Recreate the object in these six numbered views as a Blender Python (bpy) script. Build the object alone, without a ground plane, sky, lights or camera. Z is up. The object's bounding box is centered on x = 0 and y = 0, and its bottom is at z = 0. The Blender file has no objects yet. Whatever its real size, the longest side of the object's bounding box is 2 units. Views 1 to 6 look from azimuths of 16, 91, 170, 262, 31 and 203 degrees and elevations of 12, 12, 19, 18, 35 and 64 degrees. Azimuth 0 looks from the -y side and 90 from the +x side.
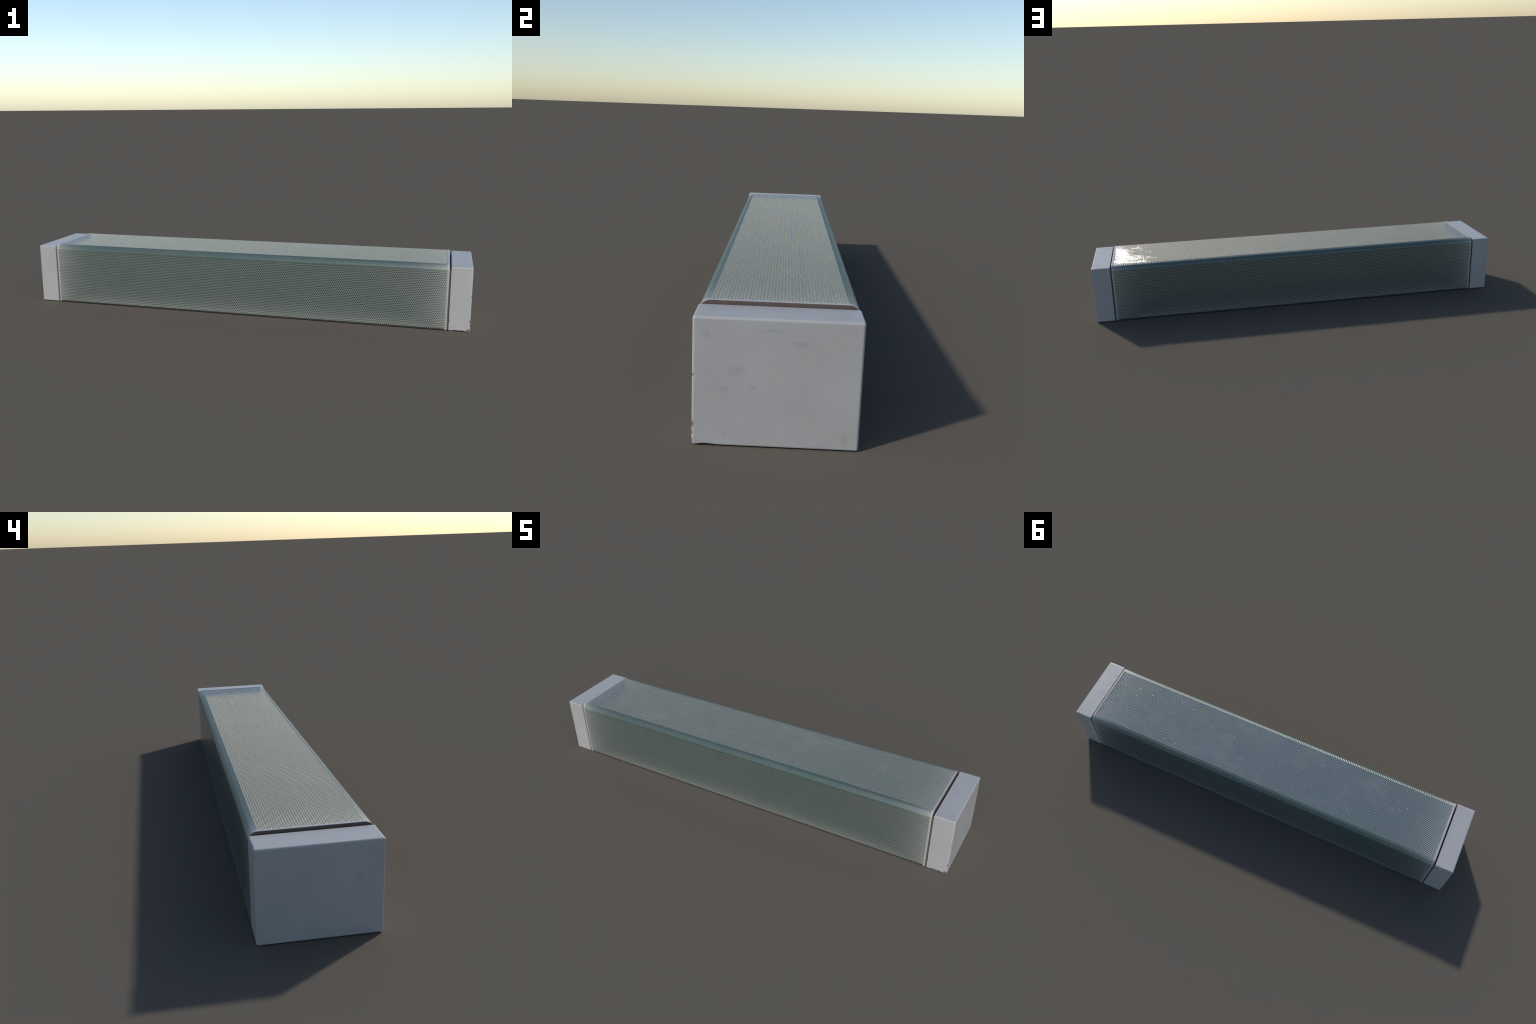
import bpy, math
import numpy as np

rng = np.random.default_rng(7)

# ------------------------------------------------------------------ sizes (m)
HALF_LEN = 1.0            # lamp spans x = -1 .. 1
HALF_W = 0.170            # end caps span y = -0.17 .. 0.17
CAP_TOP = 0.2712
CAP_IN = 0.9140           # inner face of an end cap
RIM_OUT, RIM_IN = 0.9062, 0.8972   # thin rim plate between cap and cover
RIM_TOP, RIM_R = 0.2794, 0.0255
COVER_BOTTOM = 0.0066      # below this the cover is a dark strip
COVER_W, COVER_TOP, COVER_R = 0.1709, 0.2780, 0.0262
PITCH = 0.00868           # spacing of the dimples along x
ROW = PITCH * math.sqrt(3) / 2
DIMPLE_R = 0.00428
DIMPLE_SLOPE = math.tan(math.radians(26.5))


# ------------------------------------------------------------------ helpers
def new_obj(name, mesh, parent=None):
    o = bpy.data.objects.new(name, mesh)
    bpy.context.scene.collection.objects.link(o)
    o.parent = parent
    return o


class Nodes:
    """small helper to write node trees as formulas"""

    def __init__(self, name):
        self.mat = bpy.data.materials.new(name)
        self.mat.use_nodes = True
        self.t = self.mat.node_tree
        self.bsdf = self.t.nodes["Principled BSDF"]
        self.obj = self.t.nodes.new("ShaderNodeTexCoord").outputs["Object"]

    def put(self, sock, v):
        if hasattr(v, "is_output"):
            self.t.links.new(v, sock)
        else:
            sock.default_value = v

    def math(self, op, a, b=0.0, c=0.0, clamp=False):
        n = self.t.nodes.new("ShaderNodeMath")
        n.operation, n.use_clamp = op, clamp
        for s, v in zip(n.inputs, (a, b, c)):
            self.put(s, v)
        return n.outputs[0]

    def ramp(self, v, lo, hi, a=0.0, b=1.0):
        n = self.t.nodes.new("ShaderNodeMapRange")
        n.interpolation_type = "SMOOTHSTEP"
        self.put(n.inputs[0], v)
        for i, x in enumerate((lo, hi, a, b)):
            n.inputs[i + 1].default_value = x
        return n.outputs[0]

    def noise(self, scale, detail=3.0, rough=0.5, stretch=(1, 1, 1), offset=(0, 0, 0)):
        m = self.t.nodes.new("ShaderNodeMapping")
        m.inputs["Scale"].default_value = stretch
        m.inputs["Location"].default_value = offset
        self.t.links.new(self.obj, m.inputs[0])
        n = self.t.nodes.new("ShaderNodeTexNoise")
        n.inputs["Scale"].default_value = scale
        n.inputs["Detail"].default_value = detail
        n.inputs["Roughness"].default_value = rough
        self.t.links.new(m.outputs[0], n.inputs["Vector"])
        return n.outputs["Fac"]

    def xyz(self):
        n = self.t.nodes.new("ShaderNodeSeparateXYZ")
        self.t.links.new(self.obj, n.inputs[0])
        return n.outputs

    def mix(self, f, a, b):
        n = self.t.nodes.new("ShaderNodeMix")
        n.data_type = "RGBA"
        self.put(n.inputs["Factor"], f)
        for k, v in (("A", a), ("B", b)):
            s = [i for i in n.inputs if i.name == k and i.type == "RGBA"][0]
            self.put(s, v if hasattr(v, "is_output") else (*v, 1.0))
        return [o for o in n.outputs if o.type == "RGBA"][0]

    def vector(self, x, y, z):
        c = self.t.nodes.new("ShaderNodeCombineXYZ")
        for k, v in zip(c.inputs, (x, y, z)):
            self.put(k, v)
        n = self.t.nodes.new("ShaderNodeVectorMath")
        n.operation = "NORMALIZE"
        self.t.links.new(c.outputs[0], n.inputs[0])
        return n.outputs[0]

    def bump(self, h, dist, strength=1.0, normal=None):
        n = self.t.nodes.new("ShaderNodeBump")
        n.inputs["Strength"].default_value = strength
        n.inputs["Distance"].default_value = dist
        if normal is not None:
            self.t.links.new(normal, n.inputs["Normal"])
        self.t.links.new(h, n.inputs["Height"])
        return n.outputs[0]

    def set(self, **kw):
        for k, v in kw.items():
            s = self.bsdf.inputs[k.replace("_", " ")]
            if isinstance(v, tuple) and len(v) == 3:
                v = (*v, 1.0)
            self.put(s, v)
        return self.mat


# ------------------------------------------------------------------ materials
# where the paint of the caps has chipped: (x, y, z) centre and half sizes (rx, ry, rz)
CHIPS = [
    ((1.0, -0.170, 0.1480), (0.006, 0.006, 0.006)),
    ((1.0, -0.170, 0.0430), (0.008, 0.008, 0.012)),
    ((1.0, -0.170, 0.0240), (0.007, 0.007, 0.007)),
    ((0.993, -0.170, 0.0060), (0.012, 0.008, 0.007)),
    ((0.945, -0.170, 0.0000), (0.014, 0.006, 0.0045)),
    ((0.968, -0.170, 0.0000), (0.010, 0.006, 0.0035)),
    ((0.914, -0.170, 0.0560), (0.003, 0.005, 0.004)),
    ((0.914, -0.170, 0.0400), (0.003, 0.005, 0.006)),
    ((-1.0, 0.170, 0.2480), (0.0045, 0.0045, 0.017)),
    ((1.0, -0.140, 0.0000), (0.005, 0.020, 0.0035)),
    ((-0.945, -0.169, 0.2705), (0.024, 0.0030, 0.0024)),
    ((-0.975, 0.169, 0.2705), (0.024, 0.0030, 0.0024)),
]


# grey rub marks on the end faces: (x, y, z) centre and half sizes
SMUDGES = [
    ((1.0, -0.142, 0.236), (0.02, 0.016, 0.014)),
    ((1.0, -0.015, 0.247), (0.02, 0.034, 0.006)),
    ((1.0, 0.050, 0.222), (0.02, 0.030, 0.008)),
    ((1.0, -0.080, 0.160), (0.02, 0.022, 0.018)),
    ((1.0, -0.104, 0.122), (0.02, 0.014, 0.008)),
    ((1.0, -0.046, 0.128), (0.02, 0.008, 0.007)),
    ((1.0, -0.105, 0.026), (0.02, 0.010, 0.008)),
    ((1.0, 0.142, 0.022), (0.02, 0.014, 0.020)),
    ((-1.0, -0.105, 0.170), (0.02, 0.022, 0.016)),
    ((-1.0, 0.125, 0.190), (0.02, 0.008, 0.007)),
]


def enamel():
    m = Nodes("grey_white_enamel")
    x, y, z = m.xyz()
    big = m.noise(6.0, 4.0, 0.55)
    mid = m.noise(26.0, 5.0, 0.6, (1, 1, 0.7), (3, 1, 2))
    fine = m.noise(240.0, 2.0, 0.5)
    col = m.mix(m.ramp(big, 0.35, 0.65), (0.372, 0.366, 0.360), (0.395, 0.390, 0.385))
    smudge = m.math("MULTIPLY", m.ramp(mid, 0.55, 0.70), m.ramp(m.noise(7.0, 2.0, 0.5, (1, 1, 1), (5, 9, 1)), 0.42, 0.58))
    col = m.mix(m.math("MULTIPLY", smudge, 0.22), col, (0.290, 0.285, 0.280))

    def blobs(spots, wob):
        best = None
        for (cx, cy, cz), (rx, ry, rz) in spots:
            d = None
            for s, c, r in ((x, cx, rx), (y, cy, ry), (z, cz, rz)):
                q = m.math("POWER", m.math("ABSOLUTE", m.math("DIVIDE", m.math("SUBTRACT", s, c), r)), 2.0)
                d = q if d is None else m.math("ADD", d, q)
            v = m.math("SUBTRACT", 1.0, m.math("ADD", d, wob))
            best = v if best is None else m.math("MAXIMUM", best, v)
        return best

    rub = m.math("MULTIPLY", m.math("SUBTRACT", m.noise(70.0, 4.0, 0.6, (1, 1, 1), (1, 4, 8)), 0.5), 3.0)
    col = m.mix(m.math("MULTIPLY", m.ramp(blobs(SMUDGES, rub), 0.1, 1.1), 0.38), col, (0.270, 0.268, 0.262))
    # chipped spots: ellipsoids broken up by noise
    wob = m.math("MULTIPLY", m.math("SUBTRACT", m.noise(320.0, 3.0, 0.6), 0.5), 1.9)
    chip = blobs(CHIPS, wob)
    chipmask = m.ramp(chip, 0.42, 0.72)
    col = m.mix(m.math("MULTIPLY", chipmask, 0.85), col, (0.075, 0.070, 0.066))
    rough = m.math("ADD", 0.30, m.math("MULTIPLY", m.ramp(mid, 0.3, 0.7), 0.16))
    h = m.math("ADD", m.math("MULTIPLY", fine, 0.35), m.math("MULTIPLY", mid, 1.0))
    return m.set(Base_Color=col, Roughness=rough, Normal=m.bump(h, 0.0006, 0.5))


def cover_material(name, across, pressing=1.0, contrast=1.0):
    """teal glass pressed with round pits in a honeycomb grid; `across` says which way the
    rows follow each other: along z on the sides, along y on the top, round the two edges"""
    m = Nodes(name)
    x, y, z = m.xyz()
    if across == "side":
        v = m.math("SUBTRACT", z, COVER_BOTTOM + ROW * 0.45)
    elif across == "top":
        v = m.math("ADD", y, ROW * 0.5)
        pressing = m.ramp(m.noise(22.0, 3.0, 0.6, (0.5, 1, 1), (2, 6, 4)), 0.30, 0.70, 0.94, 1.07)
    else:
        a = m.math("ARCTAN2", m.math("SUBTRACT", z, COVER_TOP - COVER_R),
                   m.math("SUBTRACT", m.math("ABSOLUTE", y), COVER_W - COVER_R))
        v = m.math("ADD", m.math("MULTIPLY", a, COVER_R * 0.42), ROW * 1.0)     # drawn out round the bend
        pressing = m.ramp(a, 1.00, 1.25, 0.25, 0.55)
    # slightly uneven pressing
    ju = m.math("MULTIPLY", m.math("SUBTRACT", m.noise(60.0, 2.0, 0.5), 0.5), 0.0008)
    jv = m.math("MULTIPLY", m.math("SUBTRACT", m.noise(60.0, 2.0, 0.5, (1, 1, 1), (7, 3, 5)), 0.5), 0.0008)
    u, v = m.math("ADD", x, ju), m.math("ADD", v, jv)

    def lattice(off):
        du = m.math("SUBTRACT", m.math("FRACT", m.math("ADD", m.math("DIVIDE", u, PITCH), 0.5 + off)), 0.5)
        dv = m.math("SUBTRACT", m.math("FRACT", m.math("ADD", m.math("DIVIDE", v, 2 * ROW), 0.5 + off)), 0.5)
        du, dv = m.math("MULTIPLY", du, PITCH / DIMPLE_R), m.math("MULTIPLY", dv, 2 * ROW / DIMPLE_R)
        return du, dv, m.math("SQRT", m.math("ADD", m.math("MULTIPLY", du, du), m.math("MULTIPLY", dv, dv)))

    (ua, va, da), (ub, vb, db) = lattice(0.0), lattice(0.5)
    d = m.math("MINIMUM", da, db)                    # distance from the nearest pit's centre
    first = m.math("LESS_THAN", da, db)
    pu = m.math("MULTIPLY_ADD", m.math("SUBTRACT", ua, ub), first, ub)
    pv = m.math("MULTIPLY_ADD", m.math("SUBTRACT", va, vb), first, vb)
    # cone-shaped pits: even walls between a small flat floor and the lip
    wall = m.math("MULTIPLY", m.ramp(d, 0.155, 0.165), m.ramp(d, 0.955, 0.945))
    lean = m.math("DIVIDE", m.math("MULTIPLY", m.math("MULTIPLY", wall, pressing), DIMPLE_SLOPE), m.math("MAXIMUM", d, 0.05))
    gu, gv = m.math("MULTIPLY", pu, lean), m.math("MULTIPLY", pv, lean)
    if across == "side":
        vec = m.vector(m.math("MULTIPLY", gu, -1.0), m.math("SIGN", y), m.math("MULTIPLY", gv, -1.0))
    elif across == "top":
        vec = m.vector(m.math("MULTIPLY", gu, -1.0), m.math("MULTIPLY", gv, -1.0), 1.0)
    else:
        up = m.math("SUBTRACT", m.math("SINE", a), m.math("MULTIPLY", gv, m.math("COSINE", a)))
        out = m.math("ADD", m.math("COSINE", a), m.math("MULTIPLY", gv, m.math("SINE", a)))
        vec = m.vector(m.math("MULTIPLY", gu, -1.0), m.math("MULTIPLY", out, m.math("SIGN", y)), up)

    cloud = m.noise(3.2, 3.0, 0.5, (1, 1.4, 1.4), (1.7, 0.3, 0.9))
    cloud2 = m.noise(9.0, 4.0, 0.6, (0.7, 1, 1), (4.2, 2.3, 1.1))
    flatc = m.mix(m.ramp(cloud, 0.36, 0.64), *((EDGE_A, EDGE_B) if across == "edge" else (FLAT_A, FLAT_B)))
    pitc = m.mix(m.ramp(cloud, 0.36, 0.64), PIT_A, PIT_B)
    # pale dust settled beside the rims and along the lower seams
    end = m.math("SUBTRACT", RIM_IN, m.math("ABSOLUTE", x))
    near_end = m.math("POWER", 2.718, m.math("MULTIPLY", end, -1.0 / 0.070))
    near_low = m.math("MULTIPLY", m.math("POWER", 2.718, m.math("MULTIPLY", z, -1.0 / 0.028)), 0.9)
    dust = m.math("MAXIMUM", near_end, near_low)
    dust = m.math("MULTIPLY", dust, m.ramp(cloud2, 0.25, 0.62, 0.75, 1.0))
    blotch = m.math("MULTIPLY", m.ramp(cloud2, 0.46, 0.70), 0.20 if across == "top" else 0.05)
    dust = m.math("MULTIPLY", m.math("MAXIMUM", dust, blotch, clamp=True), 0.75)
    flatc = m.mix(dust, flatc, (0.375, 0.372, 0.345))
    pitc = m.mix(dust, pitc, (0.120, 0.118, 0.107))
    pit = m.math("MULTIPLY", m.ramp(d, *((0.80, 0.50) if across == "side" else (0.92, 0.58))), contrast)
    col = m.mix(pit, flatc, pitc)
    # fine wipe marks drawn along the lamp
    wipe = m.noise(150.0, 4.0, 0.65, (0.07, 1, 1))
    rough = m.math("ADD", {"side": 0.09, "top": 0.030, "edge": 0.40}[across], m.math("MULTIPLY", m.ramp(wipe, 0.42, 0.66), 0.045))
    ior = {"side": 1.7, "top": 2.3, "edge": 1.7}[across]
    return m.set(Base_Color=col, Roughness=rough, IOR=ior, Metallic=0.15 if across == "edge" else 0.0,
                 Normal=m.bump(wipe, 0.00007, 1.0, vec))


def plain(name, col, rough):
    m = Nodes(name)
    n = m.noise(40.0, 4.0, 0.6)
    c = m.mix(m.ramp(n, 0.3, 0.7), tuple(v * 0.88 for v in col), tuple(v * 1.08 for v in col))
    return m.set(Base_Color=c, Roughness=rough)


ENAMEL = enamel()
FLAT_A, FLAT_B = (0.132, 0.151, 0.137), (0.117, 0.150, 0.133)
PIT_A, PIT_B = (0.034, 0.043, 0.040), (0.030, 0.043, 0.038)
EDGE_A, EDGE_B = (0.082, 0.118, 0.105), (0.075, 0.118, 0.101)
GLASS = [cover_material("pressed_teal_glass_side", "side", 0.40),
         cover_material("pressed_teal_glass_top", "top"),
         cover_material("pressed_teal_glass_edge", "edge", 0.35, 0.25)]
GASKET = plain("brown_rubber", (0.108, 0.079, 0.068), 0.75)
DARK = plain("near_black", (0.030, 0.029, 0.028), 0.6)


# ------------------------------------------------------------------ shapes
def arch(half_w, top, r, bottom, n=10):
    """outline of the lamp's cross-section: upright sides, round upper corners"""
    pts = [(-half_w, bottom)]
    for k in range(n + 1):
        a = math.pi - k / n * math.pi / 2
        pts.append((-half_w + r + r * math.cos(a), top - r + r * math.sin(a)))
    for k in range(n + 1):
        a = math.pi / 2 - k / n * math.pi / 2
        pts.append((half_w - r + r * math.cos(a), top - r + r * math.sin(a)))
    pts.append((half_w, bottom))
    return pts


def plate(name, outline, x0, x1, material, parent, bevel=0.0):
    n = len(outline)
    v = [(x0, y, z) for y, z in outline] + [(x1, y, z) for y, z in outline]
    f = [list(range(n)), list(range(2 * n - 1, n - 1, -1))]
    f += [[i, n + i, n + (i + 1) % n, (i + 1) % n] for i in range(n)]
    me = bpy.data.meshes.new(name)
    me.from_pydata(v, [], f)
    import bmesh
    bm = bmesh.new()
    bm.from_mesh(me)
    bmesh.ops.recalc_face_normals(bm, faces=bm.faces)
    if bevel:
        ed = [e for e in bm.edges if e.calc_face_angle(0) > 0.8]
        bmesh.ops.bevel(bm, geom=ed, offset=bevel, segments=2, profile=0.5, affect="EDGES")
    bm.to_mesh(me)
    bm.free()
    me.materials.append(material)
    me.shade_smooth()
    me.set_sharp_from_angle(angle=math.radians(40))
    return new_obj(name, me, parent)


def spaced(lo, hi, coarse, edge, fine):
    """positions from lo to hi, closely spaced near both ends"""
    e = np.arange(0.0, edge, fine)
    mid = np.linspace(edge, hi - lo - edge, max(2, int((hi - lo - 2 * edge) / coarse)))
    return np.concatenate([lo + e, lo + mid, hi - e[::-1]])


def end_cap(name, side, parent):
    """a box with rounded edges (sharp where it meets the groove), chipped in places"""
    R = 0.0052
    xs = spaced(CAP_IN, HALF_LEN, 0.0035, 0.012, 0.0013)
    ys = spaced(-HALF_W, HALF_W, 0.0050, 0.012, 0.0013)
    zs = spaced(0.0, CAP_TOP, 0.0035, 0.012, 0.0013)
    verts, faces, base = [], [], 0
    lo = np.array([CAP_IN, -HALF_W, 0.0])
    hi = np.array([HALF_LEN, HALF_W, CAP_TOP])
    for ax, (ua, va), val in (
        (0, (ys, zs), hi[0]), (0, (ys, zs), lo[0]),
        (1, (xs, zs), lo[1]), (1, (xs, zs), hi[1]),
        (2, (xs, ys), lo[2]), (2, (xs, ys), hi[2]),
    ):
        U, V = np.meshgrid(ua, va, indexing="ij")
        P = np.empty(U.shape + (3,))
        o = [i for i in range(3) if i != ax]
        P[..., ax], P[..., o[0]], P[..., o[1]] = val, U, V
        nu, nv = U.shape
        idx = base + np.arange(nu * nv).reshape(nu, nv)
        q = np.stack([idx[:-1, :-1], idx[1:, :-1], idx[1:, 1:], idx[:-1, 1:]], -1).reshape(-1, 4)
        flip = (val == lo[ax]) ^ (ax == 1)
        faces.append(q[:, ::-1] if flip else q)
        verts.append(P.reshape(-1, 3))
        base += nu * nv
    P = np.concatenate(verts)
    # round the outer edges: pull every point onto the rounded box
    inner_lo, inner_hi = lo + [0, R, R * 0.6], hi - R
    C = np.clip(P, inner_lo, inner_hi)
    D = P - C
    L = np.linalg.norm(D, axis=1)
    k = (L > 1e-9) & ((np.abs(D) > 1e-9).sum(1) > 1)
    lim = np.abs(D).max(1)
    P[k] = C[k] + D[k] / L[k, None] * lim[k, None]
    P[:, 0] *= side
    # chips: dent the corners with broken noise
    for (cx, cy, cz), (rx, ry, rz) in CHIPS:
        if cx * side < 0:
            continue
        d = ((P - [cx, cy, cz]) / [rx, ry, rz])
        w = np.clip(1.0 - (d ** 2).sum(1), 0, 1)
        s = 0.5 + 0.5 * np.sin(P @ np.array([2100.0, 1700.0, 1900.0])) * np.sin(P @ np.array([900.0, -1500.0, 700.0]))
        cen = np.array([side * 0.955, 0.0, 0.13])
        n = cen - P
        n[:, 0] = np.where(np.abs(P[:, 0]) > 0.985, n[:, 0], 0) * 3
        n[:, 2] = np.where(P[:, 2] < 0.01, n[:, 2], np.where(P[:, 2] > 0.26, n[:, 2], 0))
        n /= np.linalg.norm(n, axis=1)[:, None] + 1e-9
        P += n * (w * s * 0.0030)[:, None]
    f = np.concatenate(faces)
    if side < 0:
        f = f[:, ::-1]
    me = bpy.data.meshes.new(name)
    me.from_pydata(P.tolist(), [], f.tolist())
    import bmesh
    bm = bmesh.new()
    bm.from_mesh(me)
    bmesh.ops.remove_doubles(bm, verts=bm.verts, dist=2e-5)
    bm.to_mesh(me)
    bm.free()
    me.materials.append(ENAMEL)
    me.shade_smooth()
    me.set_sharp_from_angle(angle=math.radians(50))
    return new_obj(name, me, parent)


def pressed_cover(name, parent):
    """the glass cover: a sheet bent over the lamp, its lower edges scalloped by the pits"""
    n = 14
    prof = arch(COVER_W, COVER_TOP, COVER_R, COVER_BOTTOM, n)
    prof = [(-COVER_W + 0.0012, 0.0)] + prof + [(COVER_W - 0.0012, 0.0)]      # the dark strip reaches the floor
    mat_of = [3, 0] + [2] * n + [1] + [2] * n + [0, 3]
    xs = np.clip(np.arange(-207, 208) * PITCH / 2, -RIM_IN - 0.0004, RIM_IN + 0.0004)
    verts, faces, mats = [], [], []
    for c, x in enumerate(xs):
        dip = 0.0011 * (1 if c % 2 else -1)
        for k, (y, z) in enumerate(prof):
            verts.append((x, y, z + (dip if k in (1, len(prof) - 2) else 0)))
    m = len(prof)
    for c in range(len(xs) - 1):
        for k in range(m - 1):
            a = c * m + k
            faces.append((a, a + 1, a + m + 1, a + m))
            mats.append(mat_of[k])
    me = bpy.data.meshes.new(name)
    me.from_pydata(verts, [], faces)
    for g in GLASS + [DARK]:
        me.materials.append(g)
    me.polygons.foreach_set("material_index", np.array(mats, np.int32))
    me.shade_smooth()
    me.update()
    if me.polygons[0].normal.y > 0:
        me.flip_normals()
    # flat panels keep flat normals, only the two round edges blend
    nor = []
    for c in range(len(xs)):
        for y, z in prof:
            a = np.array([0.0, max(0, abs(y) - (COVER_W - COVER_R)) * (1 if y > 0 else -1), max(0, z - (COVER_TOP - COVER_R))])
            nor.append(tuple(a / np.linalg.norm(a)))
    me.normals_split_custom_set_from_vertices(nor)
    return new_obj(name, me, parent)


# ------------------------------------------------------------------ assembly
root = bpy.data.objects.new("lamp", None)
bpy.context.scene.collection.objects.link(root)
root["label"] = "long box lamp with dimpled teal glass cover and pale grey end caps"
root["category"] = "ceiling lamp"

pressed_cover("glass_cover", root)
# dark tray that closes the lamp from below
plate("base_plate", [(-0.1640, 0.0012), (-0.1640, 0.030), (0.1640, 0.030), (0.1640, 0.0012)],
      -RIM_IN - 0.002, RIM_IN + 0.002, DARK, root)
for s in (1, -1):
    end_cap("end_cap", s, root)
    plate("rim", arch(HALF_W, RIM_TOP, RIM_R, 0.0), s * RIM_IN, s * RIM_OUT, ENAMEL, root, 0.0006)
    plate("gasket", arch(HALF_W - 0.0009, RIM_TOP - 0.0009, RIM_R - 0.0009, 0.0008),
          s * (RIM_OUT - 0.001), s * (RIM_OUT + 0.0006), GASKET, root)
    plate("neck", arch(HALF_W - 0.0040, CAP_TOP - 0.012, 0.006, 0.0012),
          s * (RIM_OUT - 0.001), s * (CAP_IN + 0.004), GASKET, root)
